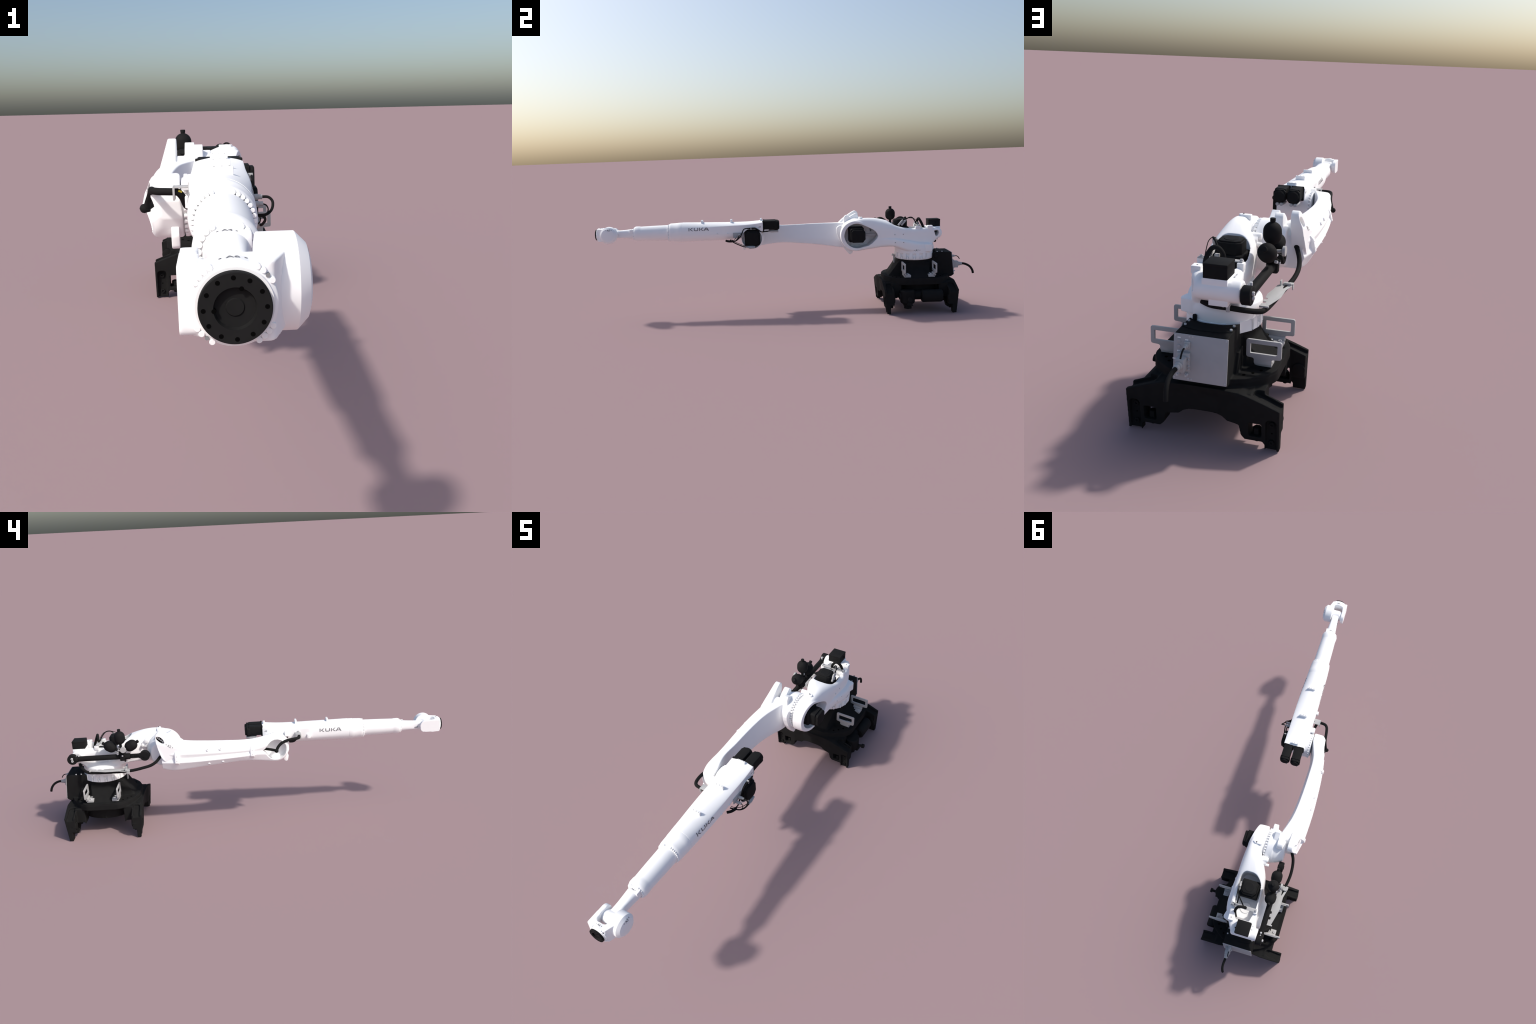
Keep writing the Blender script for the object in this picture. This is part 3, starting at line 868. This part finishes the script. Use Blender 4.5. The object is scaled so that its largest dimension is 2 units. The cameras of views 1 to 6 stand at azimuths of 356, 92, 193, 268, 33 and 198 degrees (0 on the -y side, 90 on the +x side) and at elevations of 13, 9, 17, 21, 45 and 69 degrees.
def forearm():
    xc = -.0165
    # rows: y, xmin, xmax, top z, crease z, lower turn z, bottom z, crown power (1 = creased, 0.5 = round)
    rows = between([(-.104, -.067, .0365, .484, .475, .435, .420, .8), (-.135, -.0685, .0370, .4805, .470, .43, .400, .8), (-.19, -.070, .0367, .4775, .465, .425, .386, .8), (-.263, -.071, .0363, .477, .463, .425, .384, .8), (-.34, -.071, .0362, .479, .460, .425, .383, .76),
                    (-.42, -.0705, .0353, .481, .453, .427, .3825, .66), (-.50, -.0696, .0338, .4832, .439, .430, .3815, .53), (-.531, -.0692, .0332, .4838, .433, .432, .381, .5)], 5)
    rings = []
    for y, x0, x1, zt, zc, zl, zb, p in rows:
        h, m = (x1 - x0) / 2, (x0 + x1) / 2
        r = []
        for i in range(25):
            c = cos(pi * i / 24)
            r.append((m + h * c, y, zc + (zt - zc) * max(0, 1 - c * c) ** p))
        for i in range(25):
            c = -cos(pi * i / 24)
            r.append((m + h * c, y, zl - .0006 - (zl - .0006 - zb) * max(0, 1 - c * c) ** .5))
        rings.append(r)
    body = ring_loft(rings)
    drum = revolve((.030, A3.y, A3.z), (-1, 0, 0), [(0, .0555), (.03, .057), (.06, .060), (.09, .063), (.112, .0625)], 72)
    ring = revolve((.040, A3.y, A3.z), (-1, 0, 0), [(0, .0548), (.0015, .0558), (.02, .0563), (.03, .057)], 72)
    c1 = revolve((.10, A3.y, A3.z), (-1, 0, 0), [(0, .0525), (.085, .0525)], 64)
    me = cut(fuse(body, drum, ring), c1)
    f = place("forearm", me, WHITE, angle=28)
    y0 = lambda y: -y
    # front collar and tube, turned parts along -y
    collar = revolve((AX, 0, ZF), (0, -1, 0), [(.52, .045), (.5315, .0508), (.534, .0512), (.556, .0505), (.558, .0497), (.590, .0486), (.598, .0478), (.602, .0455), (.602, .040)], 72)
    place("forearm_collar", collar, WHITE, f)
    tb = revolve((AX, 0, ZF), (0, -1, 0), [(.59, .0395), (.62, .0405), (.70, .0388), (.752, .0372), (.758, .0372), (.765, .0386), (.782, .0388), (.788, .0370), (.792, .0345), (.792, .026)], 72)
    place("forearm_tube", tb, WHITE, f)
    for i in range(36):
        t = 2 * pi * i / 36
        if abs(((math.degrees(t) - 90 + 180) % 360) - 180) < 16:
            continue
        screw("collar_bolt", (AX + .0430 * cos(t), -.6015, ZF + .0430 * sin(t)), (0, -1, 0), .0034, .0075, f, WHITE, False)
    # lifting lugs
    for y in (-.428, -.272, -.1145):
        place("top_lug", box((-.033, .004), (y - .0045, y + .0045), (.470, .4925), .0012), WHITE, f)
        for x in (-.027, -.0145, -.002):
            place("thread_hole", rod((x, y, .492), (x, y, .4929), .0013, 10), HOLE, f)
    place("side_block", box((-.089, -.06), (-.236, -.211), (.432, .4545), .0015), WHITE, f)
    place("side_block", box((-.080, -.06), (-.338, -.322), (.412, .433), .0015), WHITE, f)
    place("side_bracket", merge(box((-.102, -.062), (-.290, -.262), (.4425, .4455), .0008), box((-.104, -.100), (-.290, -.262), (.420, .4455), .0008), box((-.075, -.068), (-.284, -.274), (.445, .452), .001)), GREY, f)
    for y, z in ((-.226, .421),):
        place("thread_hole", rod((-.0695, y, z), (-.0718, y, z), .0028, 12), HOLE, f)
    for y, z in ((-.29, .423), (-.345, .424)):
        screw("bolt", (.0365, y, z), (1, 0, 0), .0035, .004, f, WHITE, True)
    # elbow joint bolts on the -x side
    place("elbow_gear", revolve((-.078, A3.y, A3.z), (-1, 0, 0), [(0, .056), (.014, .056)], 56), WHITE, f)
    for i in range(30):
        t = 2 * pi * i / 30
        screw("elbow_bolt", (-.0805, A3.y + .0595 * cos(t), A3.z + .0595 * sin(t)), (-1, 0, 0), .0042, .007, f, WHITE, True)

    # two wrist motors at the back
    for x0, x1 in ((-.0125, .0355), (-.0645, -.0165)):
        xm = (x0 + x1) / 2
        h = (x1 - x0) / 2
        z0, z1 = .4325, .4825
        zm = (z0 + z1) / 2
        oc = [(xm - h * .98, zm - .016), (xm - h * .62, zm - .026), (xm + h * .62, zm - .026), (xm + h * .98, zm - .016), (xm + h * .98, zm + .013), (xm + h * .62, zm + .022), (xm - h * .62, zm + .022), (xm - h * .98, zm + .013)]
        flange_ = box((x0, x1), (-.106, -.098), (z0 - .004, z1), .002)
        core = prism(fillet([(x0 + .003, z0 + .004), (x1 - .003, z0 + .004), (x1 - .003, z1 - .001), (x0 + .003, z1 - .001)], .005, 2), "xz", -.10, -.038)
        rim = prism(fillet(oc, .002, 2), "xz", -.044, -.026, .0015)
        cap = revolve((xm, -.027, zm - .002), (0, 1, 0), [(0, .021), (.006, .021), (.009, .018), (.0095, .010)], 32)
        m = place("wrist_motor", merge(flange_, core, rim, cap), MOTOR, f)
        for dx in (-.0075, .0075):
            place("motor_plug", merge(rod((xm + dx - .004, -.065, .4255), (xm + dx, -.024, .4255), .0062, 18, .0008), rod((xm + dx - .006, -.074, .4255), (xm + dx - .004, -.063, .4255), .005, 16, .0005)), GREY, m)
    for dx in (0, .009):
        place("motor_cable", tube([(-.001 + dx, -.072, .4255), (.010 + dx, -.095, .4245), (.030 + dx * .6, -.112, .426), (.043, -.128 - dx, .438), (.048, -.142, .4465 + dx * .2), (.050, -.165, .4475 + dx * .2), (.050, -.195, .447), (.049, -.206, .440), (.047, -.213, .425), (.046, -.222, .407), (.046, -.236, .392), (.048, -.25, .384), (.044, -.275, .385)], .0026, 10), RUBBER, f)
    place("cable_tie", box((.042, .053), (-.168, -.163), (.440, .455), .001), GREY, f)
    # elbow motor
    y, z = -.161, .396
    m = merge(prism(fillet([(y - .040, z - .040), (y + .040, z - .040), (y + .040, z + .041), (y - .040, z + .041)], .008, 2), "yz", .010, .038, .001),
              prism(fillet([(y - .037, z + .026), (y - .026, z + .037), (y + .026, z + .037), (y + .037, z + .026), (y + .037, z - .026), (y + .022, z - .044), (y - .022, z - .044), (y - .037, z - .026)], .003, 2), "yz", .036, .052, .002),
              prism(fillet([(y - .033, z + .020), (y - .022, z + .031), (y + .022, z + .031), (y + .033, z + .020), (y + .033, z - .022), (y + .02, z - .038), (y - .02, z - .038), (y - .033, z - .022)], .003, 2), "yz", .050, .0605, .003))
    place("elbow_motor", m, MOTOR, f)
    place("motor_plug", merge(rod((.058, -.148, .350), (.062, -.178, .347), .006, 18, .001), rod((.062, -.172, .3475), (.064, -.196, .352), .0045, 16, .0006), rod((.052, -.155, .352), (.060, -.186, .352), .005, 16, .0006)), GREY, f)
    place("motor_cable", tube([(.064, -.192, .351), (.067, -.212, .357), (.070, -.238, .369), (.066, -.258, .379), (.052, -.270, .385), (.03, -.277, .388)], .0028, 10), RUBBER, f)
    place("motor_cable", tube([(.060, -.186, .353), (.062, -.21, .362), (.060, -.24, .375), (.05, -.262, .386), (.03, -.27, .39)], .0014, 8), RUBBER, f)
    # bracket with two sockets, cable loop
    place("socket_plate", box((.036, .0405), (-.262, -.205), (.399, .426), .0015), GREY, f)
    for yy, zz in ((-.247, .402), (-.228, .413)):
        place("cable_socket", merge(rod((.039, yy, zz), (.058, yy, zz + .001), .0062, 18, .0008), rod((.056, yy, zz + .001), (.066, yy, zz + .001), .0048, 16, .0006)), GREY, f)
    place("socket_cable", tube([(.064, -.228, .414), (.078, -.228, .413), (.086, -.232, .404), (.082, -.245, .390), (.066, -.262, .383), (.04, -.275, .387)], .0028, 10), RUBBER, f)
    place("socket_cable", tube([(.064, -.247, .403), (.072, -.248, .400), (.075, -.254, .392), (.068, -.266, .386), (.04, -.278, .388)], .0014, 8), RUBBER, f)
    place("cable_bundle", tube([(.050, -.262, .383), (.042, -.284, .382), (.030, -.30, .384)], .006, 12), RUBBER, f)

    # lettering on both flanks
    polys, w = letters()
    sc = .1085 / w
    def flat():
        me2 = flat_letters(polys)
        for v in me2.vertices:
            v.co.x *= sc
            v.co.y *= KUKA_H
        return me2
    stamp("lettering", flat(), (.2, -.4955, .4415), (0, 1, 0), (0, 0, 1), me, f)
    stamp("lettering", flat(), (-.2, -.3845, .4395), (0, -1, 0), (0, 0, 1), me, f)
    stamp("axis_label", text_mesh("A4", .011), (.2, -.120, .452), (0, 1, 0), (0, 0, 1), me, f)
    stamp("axis_label", text_mesh("A3", .011), (-.2, -.120, .458), (0, -1, 0), (0, 0, 1), me, f)
    return f


# ================================================================== WRIST
def wrist():
    # in-line part between forearm and bend axis
    neck = loft([(-.786, AX - .0265, AX + .0265, ZF - .0265, ZF + .0265, 2), (-.81, AX - .0245, AX + .0245, ZF - .0255, ZF + .0250, 2.4), (-.84, AX - .0215, AX + .0215, ZF - .0225, ZF + .0220, 3), (-.875, AX - .0185, AX + .0185, ZF - .021, ZF + .020, 4), (-.925, AX - .018, AX + .018, ZF - .022, ZF + .022, 4)])
    hub = revolve((AX - .021, A5Y, ZF), (1, 0, 0), [(0, .0225), (.003, .0255), (.040, .0265), (.046, .0250)], 56)
    face = revolve((AX, -.786, ZF), (0, -1, 0), [(0, .029), (.006, .029), (.009, .027)], 48)
    me = cast([neck, hub, face], [], .0014, 4)
    n = place("wrist_neck", me, WHITE, angle=45)
    for i in range(24):
        t = rad(90 + 15 * i)
        if i in (0, 1, 23):
            continue
        screw("neck_bolt", (AX + .0312 * cos(t), -.7905, ZF + .0312 * sin(t)), (0, -1, 0), .0037, .006, n, WHITE, False)
    place("neck_pad", box((AX + .010, AX + .026), (-.815, -.795), (ZF + .006, ZF + .024), .002), WHITE, n)
    stamp("axis_label", text_mesh("• A4 •", .010), (AX, -.806, .6), (1, 0, 0), (0, 1, 0), me, n)
    place("name_slot", box((AX - .0215, AX - .019), (-.882, -.866), (.424, .4275), .0004), LETTER, n)

    # fork: cover disc on +x, arm on -x, hub in front
    disc = revolve((.003, A5Y, ZF), (1, 0, 0), [(0, .041), (.012, .0425)], 72)
    armp = fillet([(-.889, .418, .012), (-.887, .447, .014), (-.900, .4615, .014), (-.950, .4635), (-.985, .464), (-.985, .405), (-.95, .4045), (-.898, .406, .014)], .008)
    arm = prism(armp, "yz", -.0625, -.0465)
    front = revolve((AX, 0, ZF), (0, -1, 0), [(.950, .030), (.955, .0345), (.986, .0355), (.989, .0345)], 64)
    bridge_l = prism(fillet([(-.940, -.0625), (-.940, -.040), (-.958, -.030), (-.985, -.03), (-.985, -.046, .012), (-.965, -.0625, .01)], .006), "xy", ZF - .028, ZF + .031, 0, lambda q: (q[1], q[0], q[2]))
    bridge_r = prism(fillet([(-.925, .003), (-.925, .030), (-.950, .027), (-.985, .014), (-.985, -.01), (-.955, -.005)], .005), "xy", ZF - .033, ZF + .033, 0, lambda q: (q[1], q[0], q[2]))
    gap = prism(fillet([(-.0455, -.86), (-.0455, -.965, .016), (.0025, -.965, .016), (.0025, -.86)], .012), "xy", .3, .6)
    me = cast([disc, arm, front, bridge_l, bridge_r], [gap], .0013, 2)
    k = place("wrist_fork", me, WHITE, angle=45)
    place("fork_pin", rod((-.050, A5Y, ZF), (-.034, A5Y, ZF), .022, 40, .002), WHITE, k)
    dome = revolve((.0385, A5Y, ZF), (1, 0, 0), [(-.0345, .0430), (-.0335, .0440), (-.001, .0440), (0, .0432), (.009, .034), (.0115, .026), (.0128, .016), (.013, .004)], 112)
    place("wrist_cover", dome, WHITE, k, angle=20)
    place("cover_notch", box((.036, .0455), (-.954, -.949), (.424, .431), .001), WHITE, k)
    dbm = bmesh.new()
    dbm.from_mesh(dome)
    tgt = bpy.data.meshes.new("tmp")
    dbm.to_mesh(tgt)
    dbm.free()
    stamp("axis_label", text_mesh("• A5 •", .013), (.2, -.915, .461), (0, 1, 0), (0, 0, 1), tgt, k)
    stamp("axis_label", text_mesh("• A6 •", .010), (AX, -.975, .6), (1, 0, 0), (0, 1, 0), me, k)
    # bolt groups around the flange seat
    seat = revolve((AX, 0, ZF), (0, -1, 0), [(.985, .034), (.9885, .034), (.990, .0318), (.993, .0312)], 64)
    place("flange_seat", seat, WHITE, k)
    for c0 in (45, 135, 225, 315):
        for i, off in enumerate((-13.2, -4.4, 4.4, 13.2)):
            t = rad(c0 + off)
            if (c0 == 45 and i == 1) or (c0 == 225 and i == 2):
                place("dowel_hole", rod((AX + .0348 * cos(t), -.9855, ZF + .0348 * sin(t)), (AX + .0348 * cos(t), -.9895, ZF + .0348 * sin(t)), .0018, 14), LETTER, k)
                continue
            screw("fork_bolt", (AX + .0352 * cos(t), -.9845, ZF + .0352 * sin(t)), (0, -1, 0), .0026, .0055, k, WHITE, False)
    # tool flange
    R = .0290
    fl = revolve((AX, 0, ZF), (0, -1, 0), [(.988, .0270), (.990, R), (.9990, R), (1.0, R - .0007), (1.0, .0170), (.9955, .0160), (.9950, .0075), (.9953, .0073), (.9953, .0002)], 96)
    t_ = place("tool_flange", fl, MOTOR, angle=30)
    for a in (72, 185):
        t = rad(a)
        place("flange_notch", rod((AX + .0166 * cos(t), -.9965, ZF + .0166 * sin(t)), (AX + .0166 * cos(t), -1.0001, ZF + .0166 * sin(t)), .0019, 16), HOLE, t_)
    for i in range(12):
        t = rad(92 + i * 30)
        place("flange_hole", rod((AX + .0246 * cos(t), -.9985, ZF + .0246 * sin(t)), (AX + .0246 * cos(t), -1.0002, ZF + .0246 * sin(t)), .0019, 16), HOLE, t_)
    place("flange_disc", revolve((AX, 0, ZF), (0, -1, 0), [(.990, .0072), (.9956, .0072), (.9960, .0068)], 40), MOTOR, t_)
    return n


base()
carousel()
balancer()
link_arm()
forearm()
wrist()

# drop leftovers
for me in [m for m in bpy.data.meshes if m.users == 0]:
    bpy.data.meshes.remove(me)
